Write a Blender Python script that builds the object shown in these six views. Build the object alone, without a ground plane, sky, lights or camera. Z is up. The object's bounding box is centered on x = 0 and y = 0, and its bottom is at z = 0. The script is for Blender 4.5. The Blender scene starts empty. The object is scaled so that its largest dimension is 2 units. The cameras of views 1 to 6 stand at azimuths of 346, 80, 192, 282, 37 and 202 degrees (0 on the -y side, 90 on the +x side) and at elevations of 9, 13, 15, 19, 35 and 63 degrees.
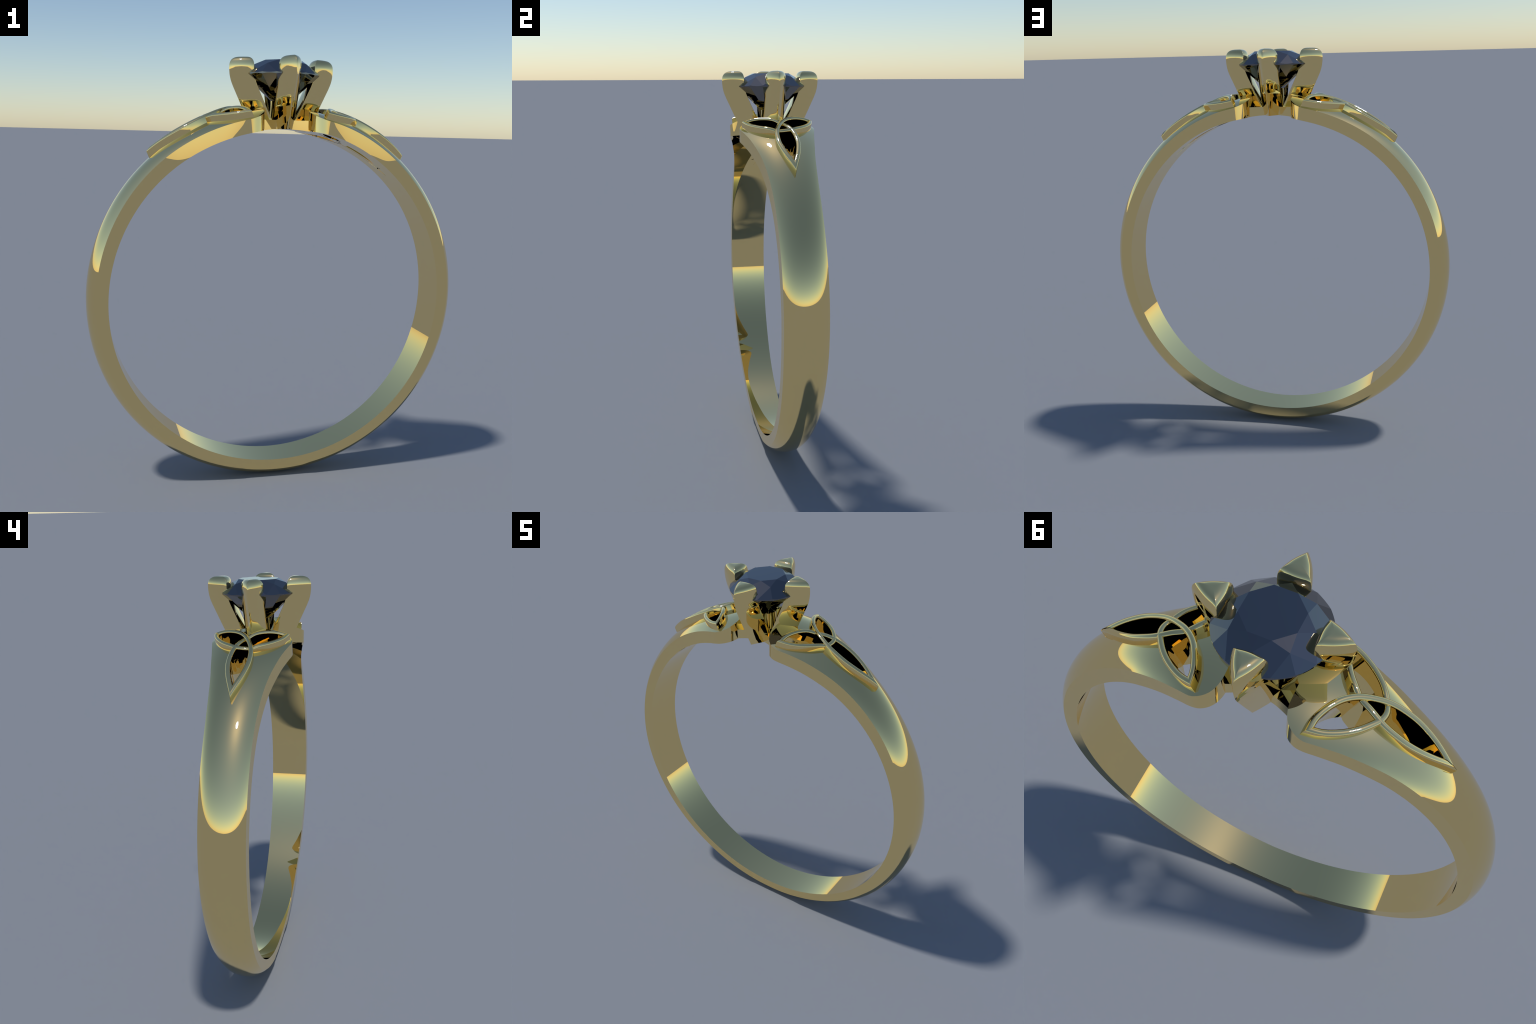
"""Gold ring: a domed shank that flares into two shoulders, each carrying an
interlaced three-cornered knot in raised wire cut through to the finger hole,
and a four-prong head holding a dark round brilliant stone."""
import bpy, bmesh, math
import numpy as np
from mathutils import Vector

# ------------------------------------------------------------------ sizes (m)
CZ = 0.892            # height of the finger-hole axis (runs along y)
R_IN = 0.7955         # finger hole
IN_Z = 0.884          # its axis lies a little lower: the band is thinner at the bottom
KNOT_UP = 0.0335       # how far the knot wires stand above the dome
WIRE = 0.011          # half width of a wire
TILT = math.radians(23.5)   # slope of the plane each knot is drawn on
KNOT_Z = 1.757        # height of that plane at x = 0
SHOULDER_END = 0.1045  # |x| of the shoulder's end face


# ------------------------------------------------------------------ helpers
def pchip(xs, ys):
    """monotone cubic through control points"""
    x, y = np.array(xs, float), np.array(ys, float)
    h = np.diff(x)
    d = np.diff(y) / h
    m = np.zeros_like(y)
    m[0], m[-1] = d[0], d[-1]
    for i in range(1, len(x) - 1):
        if d[i - 1] * d[i] > 0:
            w1, w2 = 2 * h[i] + h[i - 1], h[i] + 2 * h[i - 1]
            m[i] = (w1 + w2) / (w1 / d[i - 1] + w2 / d[i])

    def f(q):
        q = np.clip(q, x[0], x[-1])
        i = np.clip(np.searchsorted(x, q) - 1, 0, len(h) - 1)
        t = (q - x[i]) / h[i]
        return ((1 + 2 * t) * (1 - t) ** 2 * y[i] + t * (1 - t) ** 2 * h[i] * m[i]
                + t * t * (3 - 2 * t) * y[i + 1] + t * t * (t - 1) * h[i] * m[i + 1])
    return f


def spline(points, n):
    """smooth natural cubic curve through 2-D control points, n even samples"""
    P = np.array(points, float)
    s = np.r_[0, np.cumsum(np.linalg.norm(np.diff(P, axis=0), axis=1))]
    k = len(s)
    h = np.diff(s)
    A = np.eye(k)
    B = np.zeros((k, 2))
    for i in range(1, k - 1):
        A[i, i - 1:i + 2] = h[i - 1], 2 * (h[i - 1] + h[i]), h[i]
        B[i] = 6 * ((P[i + 1] - P[i]) / h[i] - (P[i] - P[i - 1]) / h[i - 1])
    M = np.linalg.solve(A, B)
    q = np.linspace(0, s[-1], n)
    i = np.clip(np.searchsorted(s, q) - 1, 0, k - 2)
    a, b = (s[i + 1] - q)[:, None], (q - s[i])[:, None]
    hh = h[i][:, None]
    return (M[i] * a ** 3 + M[i + 1] * b ** 3) / (6 * hh) + (P[i] / hh - M[i] * hh / 6) * a \
        + (P[i + 1] / hh - M[i + 1] * hh / 6) * b


def make_object(name, verts, faces, mat, parent=None, smooth=35):
    me = bpy.data.meshes.new(name)
    me.from_pydata([tuple(map(float, v)) for v in verts], [], faces)
    return finish(name, me, mat, parent, smooth)


def finish(name, me, mat, parent, smooth):
    bm = bmesh.new()
    bm.from_mesh(me)
    bmesh.ops.recalc_face_normals(bm, faces=bm.faces)
    bm.to_mesh(me)
    bm.free()
    ob = bpy.data.objects.new(name, me)
    bpy.context.scene.collection.objects.link(ob)
    if mat:
        me.materials.append(mat)
    shade(me, smooth)
    ob.parent = parent
    return ob


def shade(me, angle):
    if not angle:
        return
    me.polygons.foreach_set("use_smooth", [True] * len(me.polygons))
    me.set_sharp_from_angle(angle=math.radians(angle))


def loft(rings, cap=True):
    """skin closed cross-sections into a solid"""
    n = len(rings[0])
    verts = [p for r in rings for p in r]
    faces = []
    for k in range(len(rings) - 1):
        for i in range(n):
            j = (i + 1) % n
            faces.append((k * n + i, k * n + j, (k + 1) * n + j, (k + 1) * n + i))
    if cap:
        faces.append(tuple(reversed(range(n))))
        faces.append(tuple((len(rings) - 1) * n + i for i in range(n)))
    return verts, faces


def empty(name, parent=None):
    ob = bpy.data.objects.new(name, None)
    bpy.context.scene.collection.objects.link(ob)
    ob.parent = parent
    return ob


# ------------------------------------------------------------------ materials
def gold_material():
    mat = bpy.data.materials.new("polished_yellow_gold")
    mat.use_nodes = True
    nt = mat.node_tree
    bsdf = nt.nodes["Principled BSDF"]
    bsdf.inputs["Metallic"].default_value = 1.0
    bsdf.inputs["Roughness"].default_value = 0.0
    coord = nt.nodes.new("ShaderNodeTexCoord")
    noise = nt.nodes.new("ShaderNodeTexNoise")
    noise.inputs["Scale"].default_value = 3.0
    ramp = nt.nodes.new("ShaderNodeValToRGB")
    ramp.color_ramp.elements[0].color = (0.995, 0.762, 0.332, 1)
    ramp.color_ramp.elements[1].color = (1.0, 0.770, 0.340, 1)
    nt.links.new(coord.outputs["Object"], noise.inputs["Vector"])
    nt.links.new(noise.outputs["Fac"], ramp.inputs["Fac"])
    nt.links.new(ramp.outputs["Color"], bsdf.inputs["Base Color"])
    return mat


def stone_material():
    mat = bpy.data.materials.new("dark_polished_stone")
    mat.use_nodes = True
    nt = mat.node_tree
    bsdf = nt.nodes["Principled BSDF"]
    bsdf.inputs["Metallic"].default_value = 1.0
    bsdf.inputs["Roughness"].default_value = 0.0
    coord = nt.nodes.new("ShaderNodeTexCoord")
    noise = nt.nodes.new("ShaderNodeTexNoise")
    noise.inputs["Scale"].default_value = 4.0
    ramp = nt.nodes.new("ShaderNodeValToRGB")
    ramp.color_ramp.elements[0].color = (0.183, 0.180, 0.185, 1)
    ramp.color_ramp.elements[1].color = (0.193, 0.190, 0.195, 1)
    nt.links.new(coord.outputs["Object"], noise.inputs["Vector"])
    nt.links.new(noise.outputs["Fac"], ramp.inputs["Fac"])
    nt.links.new(ramp.outputs["Color"], bsdf.inputs["Base Color"])
    return mat


GOLD = gold_material()
STONE = stone_material()

# ------------------------------------------------------------------ the shank
# half width of the band: against |x| on the upper half (its sides stand upright
# there) and against the angle from the top on the lower half
WIDTH_BY_X = pchip([0, .15, .185, .22, .26, .30, .345, .39, .435, .48, .52, .56, .60, .65, .70, .80, .90],
                   [.1875, .187, .1845, .1775, .1685, .1592, .150, .1408, .1315, .124, .1185, .1137, .1098,
                    .1063, .1043, .1025, .1022])
WIDTH_BY_ANGLE = pchip([0, 90, 120, 150, 180], [.1022, .1022, .0965, .087, .082])
DRAFT = pchip([0, .11, .14, .16, .175, .185, .21, .26, .31, .42, .50, .56, .75, .9],   # how far the sides close in toward the top
              [.004, .004, .004, .0022, 0, -.0008, -.0004, .0002, .00065, .0011, .0014, .0013, .0002, 0])


def band_half_width(x, deg):
    upper = WIDTH_BY_X(np.abs(x))
    lower = WIDTH_BY_ANGLE(np.abs(deg))
    k = np.clip((np.abs(deg) - 75) / 20, 0, 1)
    k = k * k * (3 - 2 * k)
    return upper * (1 - k) + lower * k


CROWN = pchip([0, 30, 45, 60, 75, 90, 180], [.8865, .8865, .8872, .8888, .891, .8925, .892])   # crown radius by angle
DOME = pchip([0, 45, 90, 180], [.039, .039, .042, .042])       # drop of the dome from crown to side edge


def outside(theta_deg, y):
    """radius of the domed outside surface"""
    crown, sag = CROWN(np.abs(theta_deg)), DOME(np.abs(theta_deg))
    w = band_half_width(0.85 * np.sin(np.radians(theta_deg)), theta_deg)
    rho = (w * w + sag * sag) / (2 * sag)
    t = np.minimum(np.abs(y), w * 1.02)
    arc = rho - np.sqrt(np.maximum(rho * rho - t * t, 0))
    return crown - (0.89 * arc + 0.11 * sag * (t / w) ** 4)      # a dome that falls off faster at its edges


def plan_half_width(x, theta_deg):
    """band half width with the rounded corners of the shoulder's end"""
    w = float(band_half_width(x, theta_deg))
    s = (x - SHOULDER_END) / 0.0775
    if theta_deg < 90 and s < 1:
        s = max(s, 0)
        w = 0.095 + (w - 0.095) * (1 - (1 - s) ** 2.4) ** (1 / 2.4)
    return w


def shank():
    n_dome, n_side, n_in = 40, 4, 14
    th0 = math.asin(SHOULDER_END / R_IN)
    th1 = math.asin(0.19 / R_IN)
    corner = th0 + (th1 - th0) * np.linspace(0, 1, 34) ** 2
    half = np.r_[corner, np.linspace(th1, math.pi, 300)[1:]]
    rings = []
    for th, sgn in [(t, 1) for t in half] + [(t, -1) for t in half[-2::-1]]:
        deg = math.degrees(th)
        # sections stand upright at the shoulder's end and turn radial further round
        k = min(max((th - th0) / math.radians(26), 0), 1)
        lean = th * (k * k * (3 - 2 * k)) + 0.05 * th * (1 - k)
        if th > math.radians(40):
            lean = th
        base = np.array([R_IN * math.sin(th), IN_Z + R_IN * math.cos(th)])
        up = np.array([math.sin(lean), math.cos(lean)])

        def point(y, rise):
            q = base + up * rise
            return (sgn * q[0], y, q[1])

        def top(y):
            rise = 0.09
            for _ in range(12):
                q = base + up * rise
                r = math.hypot(q[0], q[1] - CZ)
                a = math.degrees(math.atan2(q[0], q[1] - CZ))
                rise += float(outside(a, y)) - r
            return rise
        def side(rise, f):
            x = (base + up * rise)[0]
            return plan_half_width(x, deg) - float(DRAFT(x)) * f
        w = side(0, 0)
        ring = [point(-w + 2 * w * i / n_in, 0) for i in range(n_in)]
        edge = 0.06
        for _ in range(8):
            w = side(edge, 1)
            edge = top(w)
        for i in range(n_side):
            f = i / n_side
            ring.append(point(side(edge * f, f), edge * f))
        for i in range(n_dome + 1):
            y = w * math.cos(math.pi * i / n_dome) * 0.35 + 0.65 * w * (1 - 2 * i / n_dome)
            ring.append(point(y, top(y)))
        for i in range(n_side - 1, 0, -1):
            f = i / n_side
            ring.append(point(-side(edge * f, f), edge * f))
        rings.append(ring)
    return loft(rings)


# ------------------------------------------------------------------ the knots
def knot_point(u, v, n, sgn):
    return (sgn * (u * math.cos(TILT) + n * math.sin(TILT)), v,
            KNOT_Z - u * math.sin(TILT) + n * math.cos(TILT))


def height_where(u, v, lift, surface):
    """height above the knot plane at which the radius meets a surface"""
    lo, hi = -0.25, 0.30
    for _ in range(44):
        n = (lo + hi) / 2
        x, _, z = knot_point(u, v, n, 1)
        if surface == "outside":
            r = math.hypot(x, z - CZ)
            target = float(outside(math.degrees(math.atan2(x, z - CZ)), v))
        else:
            r, target = math.hypot(x, z - IN_Z), R_IN
        if r < target + lift:
            lo = n
        else:
            hi = n
    return n


SIDE_TIP, LONG_TIP = (.174, .161), (.611, 0)
# wire from a side corner, across the middle, to the long corner
LONG_WIRE = [SIDE_TIP, (.1735, .131), (.182, .098), (.197, .066), (.217, .037), (.240, .015), (.268, -.004),
             (.300, -.019), (.340, -.034), (.375, -.0415), (.410, -.044), (.450, -.0437), (.490, -.038),
             (.540, -.0255), (.580, -.0115), LONG_TIP]
HALF_CROSS = [SIDE_TIP, (.207, .1525), (.240, .1365), (.275, .112), (.305, .083), (.328, .053), (.341, .033),
              (.3475, .014)]
CROSS_WIRE = HALF_CROSS + [(.349, 0)] + [(u, -v) for u, v in reversed(HALF_CROSS)]


TAPER = 0.016         # how much the long hole closes in, per side, from top to finger hole; the side ones less


def inner(q):
    return .45 + .55 * min(max((q[0] - .34) / .06, 0), 1)


def between(q):
    """part of a long wire that has a hole on its outer side too"""
    return .45 * min(max((q[0] - .262) / .02, 0), 1) * min(max((.350 - q[0]) / .02, 0), 1)


def outer_cross(q):
    return .45


def middle(q):
    """part of the cross wire that borders the long petal"""
    return .2 * min(max((.040 - abs(q[1])) / .014, 0), 1)


def wire_solid(points, sgn, flip, lift, dips, miters, open_left, open_right):
    """upright wire with a rounded top, running right down to the finger hole"""
    c = spline([(u, -v if flip else v) for u, v in points], 110)
    t = np.gradient(c, axis=0)
    t /= np.linalg.norm(t, axis=1)[:, None]
    step = 0.004
    head = [c[0] - t[0] * step * k for k in range(12, 0, -1)]
    tail = [c[-1] + t[-1] * step * k for k in range(1, 13)]
    c = np.array(head + list(c) + tail)
    t = np.array([t[0]] * 12 + list(t) + [t[-1]] * 12)
    side = np.c_[-t[:, 1], t[:, 0]]
    rings = []
    for p, s in zip(c, side):
        # toward the holes the wire's flank spreads on its way down
        q = np.array([p[0], -p[1] if flip else p[1]])
        spread = [0.0, 0.0]
        for i, zone in enumerate((open_right, open_left) if flip else (open_left, open_right)):
            spread[i] = TAPER * float(zone(q))
        dip = sum(d * math.exp(-((p[0] - u) ** 2 + (p[1] - v) ** 2) / (2 * 0.022 ** 2)) for u, v, d in dips)
        crest = height_where(p[0], p[1], lift - dip, "outside")
        prof = []
        for a in np.linspace(math.pi, 0, 15):
            prof.append((WIRE * math.cos(a), crest - 0.0095 * (1 - math.sin(a))))
        for k in (0.35, 0.7):
            prof.append((WIRE, prof[14][1] * (1 - k) + k * (crest - 0.11)))
        left, right = WIRE + spread[0], WIRE + spread[1]
        foot = [height_where(p[0] + s[0] * o, p[1] + s[1] * o, 0.0008, "hole") for o in (left, 0, -right)]
        sill = crest - 0.030
        prof[15] = (WIRE, sill)
        prof[16] = (left, foot[0])
        prof.append((0, foot[1]))
        prof.append((-right, foot[2]))
        prof.append((-WIRE, sill))
        rings.append([knot_point(p[0] + s[0] * o, p[1] + s[1] * o, n, sgn) for o, n in prof])
    verts, faces = loft(rings)
    me = bpy.data.meshes.new("knot_strand")
    me.from_pydata([tuple(map(float, v)) for v in verts], [], faces)
    bm = bmesh.new()
    bm.from_mesh(me)
    for (u, v), (du, dv) in miters:       # cut on the corner's bisector
        normal = np.array([-dv, du])
        ends = [c[12 + 14], c[-12 - 14]]          # the wire just inside its two ends
        inside = min(ends, key=lambda q: np.linalg.norm(q - np.array([u, v])))
        if normal @ (inside - np.array([u, v])) > 0:
            normal = -normal
        o = np.array([u, v]) + normal / np.linalg.norm(normal) * 0.0004
        q0 = Vector(knot_point(o[0], o[1], 0, sgn))
        q1 = Vector(knot_point(o[0] + normal[0], o[1] + normal[1], 0, sgn))
        axis = Vector(knot_point(0, 0, 1, sgn)) - Vector(knot_point(0, 0, 0, sgn))
        tip = Vector(knot_point(u, v, 0, sgn))
        near = [w for w in bm.verts if ((w.co - tip) - axis * (w.co - tip).dot(axis)).length < 0.06]
        keep = set(near)
        geom = near + [e for e in bm.edges if all(w in keep for w in e.verts)] \
            + [f for f in bm.faces if all(w in keep for w in f.verts)]
        res = bmesh.ops.bisect_plane(bm, geom=geom, plane_co=q0, plane_no=q1 - q0, clear_outer=True)
        edges = [e for e in res["geom_cut"] if isinstance(e, bmesh.types.BMEdge)]
        bmesh.ops.holes_fill(bm, edges=edges, sides=0)
    bm.to_mesh(me)
    bm.free()
    return me


def opening_outline():
    """outline of the pierced trefoil, on the wires' centre lines"""
    a = spline(LONG_WIRE, 160)
    b = a * [1, -1]
    cr = spline(CROSS_WIRE, 160)
    i_top = int(np.argmin(np.abs(a[:80, 1])))             # where the two long wires cross
    j = int(np.argmin(np.linalg.norm(cr[:80] - [.341, .033], axis=1)))
    i_low = int(np.argmin(np.linalg.norm(b - cr[j], axis=1)))
    upper = list(a[:i_top][::-1]) + list(cr[1:j + 1]) + list(b[i_low + 1:])
    upper = [np.array([a[i_top, 0], 0])] + upper
    lower = [p * [1, -1] for p in upper[1:-1]][::-1]
    return np.array(upper + lower)


def cutter(sgn):
    line = opening_outline()
    low = [knot_point(u, v, -0.20, sgn) for u, v in line]
    high = [knot_point(u, v, 0.30, sgn) for u, v in line]
    return loft([low, high])


# ------------------------------------------------------------------ the head
POST_R = 0.0475
PRONG_REACH = pchip([1.64, 1.678, 1.72, 1.764, 1.818, 1.85, 1.874, 1.899, 1.925, 1.95, 2.01],
                    [.119, .138, .1585, .180, .2055, .2205, .2315, .2407, .2460, .2478, .2478])
PRONG_HALF = pchip([1.64, 1.70, 1.76, 2.01], [.056, .055, .0535, .053])


def prong_section(z, scale=1.0, bulge=0.0):
    """wedge pointing outward, corners just broken, sides slightly bowed"""
    reach, half, depth = float(PRONG_REACH(z)), float(PRONG_HALF(z)), 0.105
    corners = np.array([(reach, 0), (reach - depth, half), (reach - depth, -half)])
    mid = np.array((reach - depth * 0.66, 0))
    pts = []
    for k in range(3):
        a, b = corners[k], corners[(k + 1) % 3]
        n = np.array([(b - a)[1], -(b - a)[0]])
        n /= np.linalg.norm(n)
        if n @ (a - mid) < 0:
            n = -n
        f = min(0.0022 / np.linalg.norm(b - a), .1)
        steps = [f * .35, f, .12, .25, .4, .5, .6, .75, .88, 1 - f, 1 - f * .35]
        for t in steps:
            bow = bulge * 4 * t * (1 - t)
            soft = -0.0005 if t < f * .5 or t > 1 - f * .5 else 0
            pts.append(a + (b - a) * t + n * (bow + soft))
    return [mid + (p - mid) * scale for p in pts]


def prong(angle):
    ca, sa = math.cos(angle), math.sin(angle)
    crest = 1.953

    def place(p, z):
        return (p[0] * ca - p[1] * sa, p[0] * sa + p[1] * ca, z)
    rings = []
    for z in list(np.linspace(1.682, 1.86, 16)) + list(np.linspace(1.868, crest, 24)):
        b = 0.0035 + 0.0035 * min(max((z - 1.90) / (crest - 1.90), 0), 1)
        ring = [place(p, z) for p in prong_section(z, 1, b)]
        if not rings:           # foot follows the finger hole
            ring = [(x, y, IN_Z + math.sqrt(R_IN ** 2 - x * x) + 0.0008) for x, y, _ in ring]
        rings.append(ring)
    for s in list(np.sin(np.linspace(math.pi / 2, 0.0, 24))[1:-1]) + [0.02]:
        z = crest + (2.0 - crest) * (1 - s ** 3.2) ** (1 / 2.5)
        rings.append([place(p, z) for p in prong_section(crest, s, .0075)])
    return loft(rings)


def bridge():
    """low plate under the head that joins the two shoulders"""
    xs = list(np.linspace(-.118, -.036, 14)) + [-.02, 0, .02] + list(np.linspace(.036, .118, 14))

    def half(x):
        k = max(abs(x) - .036, 0) / .066
        return .0815 + .0225 * k ** 1.25
    rings = []
    for x in xs:
        z0, z1, h = IN_Z + math.sqrt(R_IN ** 2 - x * x) + .0006, 1.7205, half(x)
        rings.append([(x, -h, z0), (x, 0, z0), (x, h, z0), (x, h, z1), (x, 0, z1), (x, -h, z1)])
    return loft(rings)


def post():
    """round pillar under the point of the stone"""
    rings = [[(POST_R * math.cos(math.tau * i / 72), POST_R * math.sin(math.tau * i / 72), z) for i in range(72)]
             for z in (1.700, 1.76, 1.822)]
    return loft(rings)


# ------------------------------------------------------------------ the stone
def stone_mesh():
    """round brilliant: a disc trimmed by the facet planes of crown and pavilion"""
    R, table_r, z_table, z_top, z_low, z_culet = .1732, .0945, 1.9885, 1.930, 1.921, 1.766
    me = bpy.data.meshes.new("gemstone")
    bm = bmesh.new()
    n = 96
    lo = [bm.verts.new((R * math.cos(math.tau * i / n), R * math.sin(math.tau * i / n), z_culet - .02)) for i in range(n)]
    hi = [bm.verts.new((v.co.x, v.co.y, z_table)) for v in lo]
    for i in range(n):
        j = (i + 1) % n
        bm.faces.new((lo[i], lo[j], hi[j], hi[i]))
    bm.faces.new(hi)
    bm.faces.new(lo[::-1])

    def polar(r, deg, z):
        return Vector((r * math.cos(math.radians(deg)), r * math.sin(math.radians(deg)), z))

    def trim(p, q, s):
        no = (q - p).cross(s - p).normalized()
        if no.dot(p - Vector((0, 0, 1.93))) < 0:
            no = -no
        res = bmesh.ops.bisect_plane(bm, geom=bm.verts[:] + bm.edges[:] + bm.faces[:], plane_co=p, plane_no=no,
                                     clear_outer=True, dist=1e-6)
        edges = [e for e in res["geom_cut"] if isinstance(e, bmesh.types.BMEdge)]
        if edges:
            bmesh.ops.holes_fill(bm, edges=edges, sides=0)
    slope = (z_table - z_top) / (R - table_r)
    star_r = .129
    star_z = z_table - slope * (star_r * math.cos(math.pi / 8) - table_r)
    deep = (z_low - z_culet) / R
    val_r = .22 * R
    val_z = z_culet + deep * val_r * math.cos(math.pi / 8)
    culet = Vector((0, 0, z_culet))
    for k in range(8):
        a = 22.5 + 45 * k
        side = polar(1, a + 90, 0) * .05
        trim(polar(table_r, a, z_table), polar(R, a, z_top), polar(R, a, z_top) + side)
        trim(polar(table_r, a, z_table), polar(table_r, a + 45, z_table), polar(star_r, a + 22.5, star_z))
        for d in (-22.5, 22.5):
            trim(polar(R, a, z_top), polar(R, a + d, z_top), polar(star_r, a + d, star_z))
            trim(polar(R, a, z_low), polar(R, a + d, z_low), polar(val_r, a + d, val_z))
        trim(culet, polar(R, a, z_low), polar(R, a, z_low) + side)
    bmesh.ops.remove_doubles(bm, verts=bm.verts, dist=1e-6)
    bm.to_mesh(me)
    bm.free()
    return me


# ------------------------------------------------------------------ assembly
ring = empty("finger_ring")
ring["label"] = "polished yellow gold ring with dark brilliant stone and pierced knot shoulders"
ring["category"] = "ring"

band = make_object("shank", *shank(), GOLD, ring, smooth=None)
for sgn in (1, -1):
    tool = make_object("opening_cutter", *cutter(sgn), None, None, smooth=None)
    mod = band.modifiers.new("pierced", "BOOLEAN")
    mod.operation, mod.solver, mod.object = "DIFFERENCE", "EXACT", tool
    dep = bpy.context.evaluated_depsgraph_get()
    me = bpy.data.meshes.new_from_object(band.evaluated_get(dep))
    band.modifiers.clear()
    old, band.data = band.data, me
    bpy.data.meshes.remove(old)
    bpy.data.objects.remove(tool)
band.data.name = "shank"
shade(band.data, 30)

A_TIP = np.array(SIDE_TIP)
da = A_TIP - np.array(LONG_WIRE[1])
dc = A_TIP - np.array(CROSS_WIRE[1])
bis = da / np.linalg.norm(da) + dc / np.linalg.norm(dc)
side_miter = (SIDE_TIP, tuple(bis))
side_miter_low = ((SIDE_TIP[0], -SIDE_TIP[1]), (bis[0], -bis[1]))
long_miter = (LONG_TIP, (1, 0))
for sgn in (1, -1):
    over = wire_solid(LONG_WIRE, sgn, False, KNOT_UP + .001, [], [side_miter, long_miter], inner, between)
    under = wire_solid(LONG_WIRE, sgn, True, KNOT_UP - .001, [(.262, 0, .007)], [side_miter_low, long_miter], inner, between)
    cross = wire_solid(CROSS_WIRE, sgn, False, KNOT_UP - .001, [(.341, -.034, .006)], [side_miter, side_miter_low], middle, outer_cross)
    for me in (over, under, cross):
        finish("knot_strand", me, GOLD, ring, 40)

setting = make_object("setting_plate", *bridge(), GOLD, ring, smooth=30)
for k in range(4):
    make_object("prong", *prong(k * math.pi / 2), GOLD, setting, smooth=32)
make_object("center_post", *post(), GOLD, setting, smooth=30)
stone = finish("gemstone", stone_mesh(), STONE, ring, None)
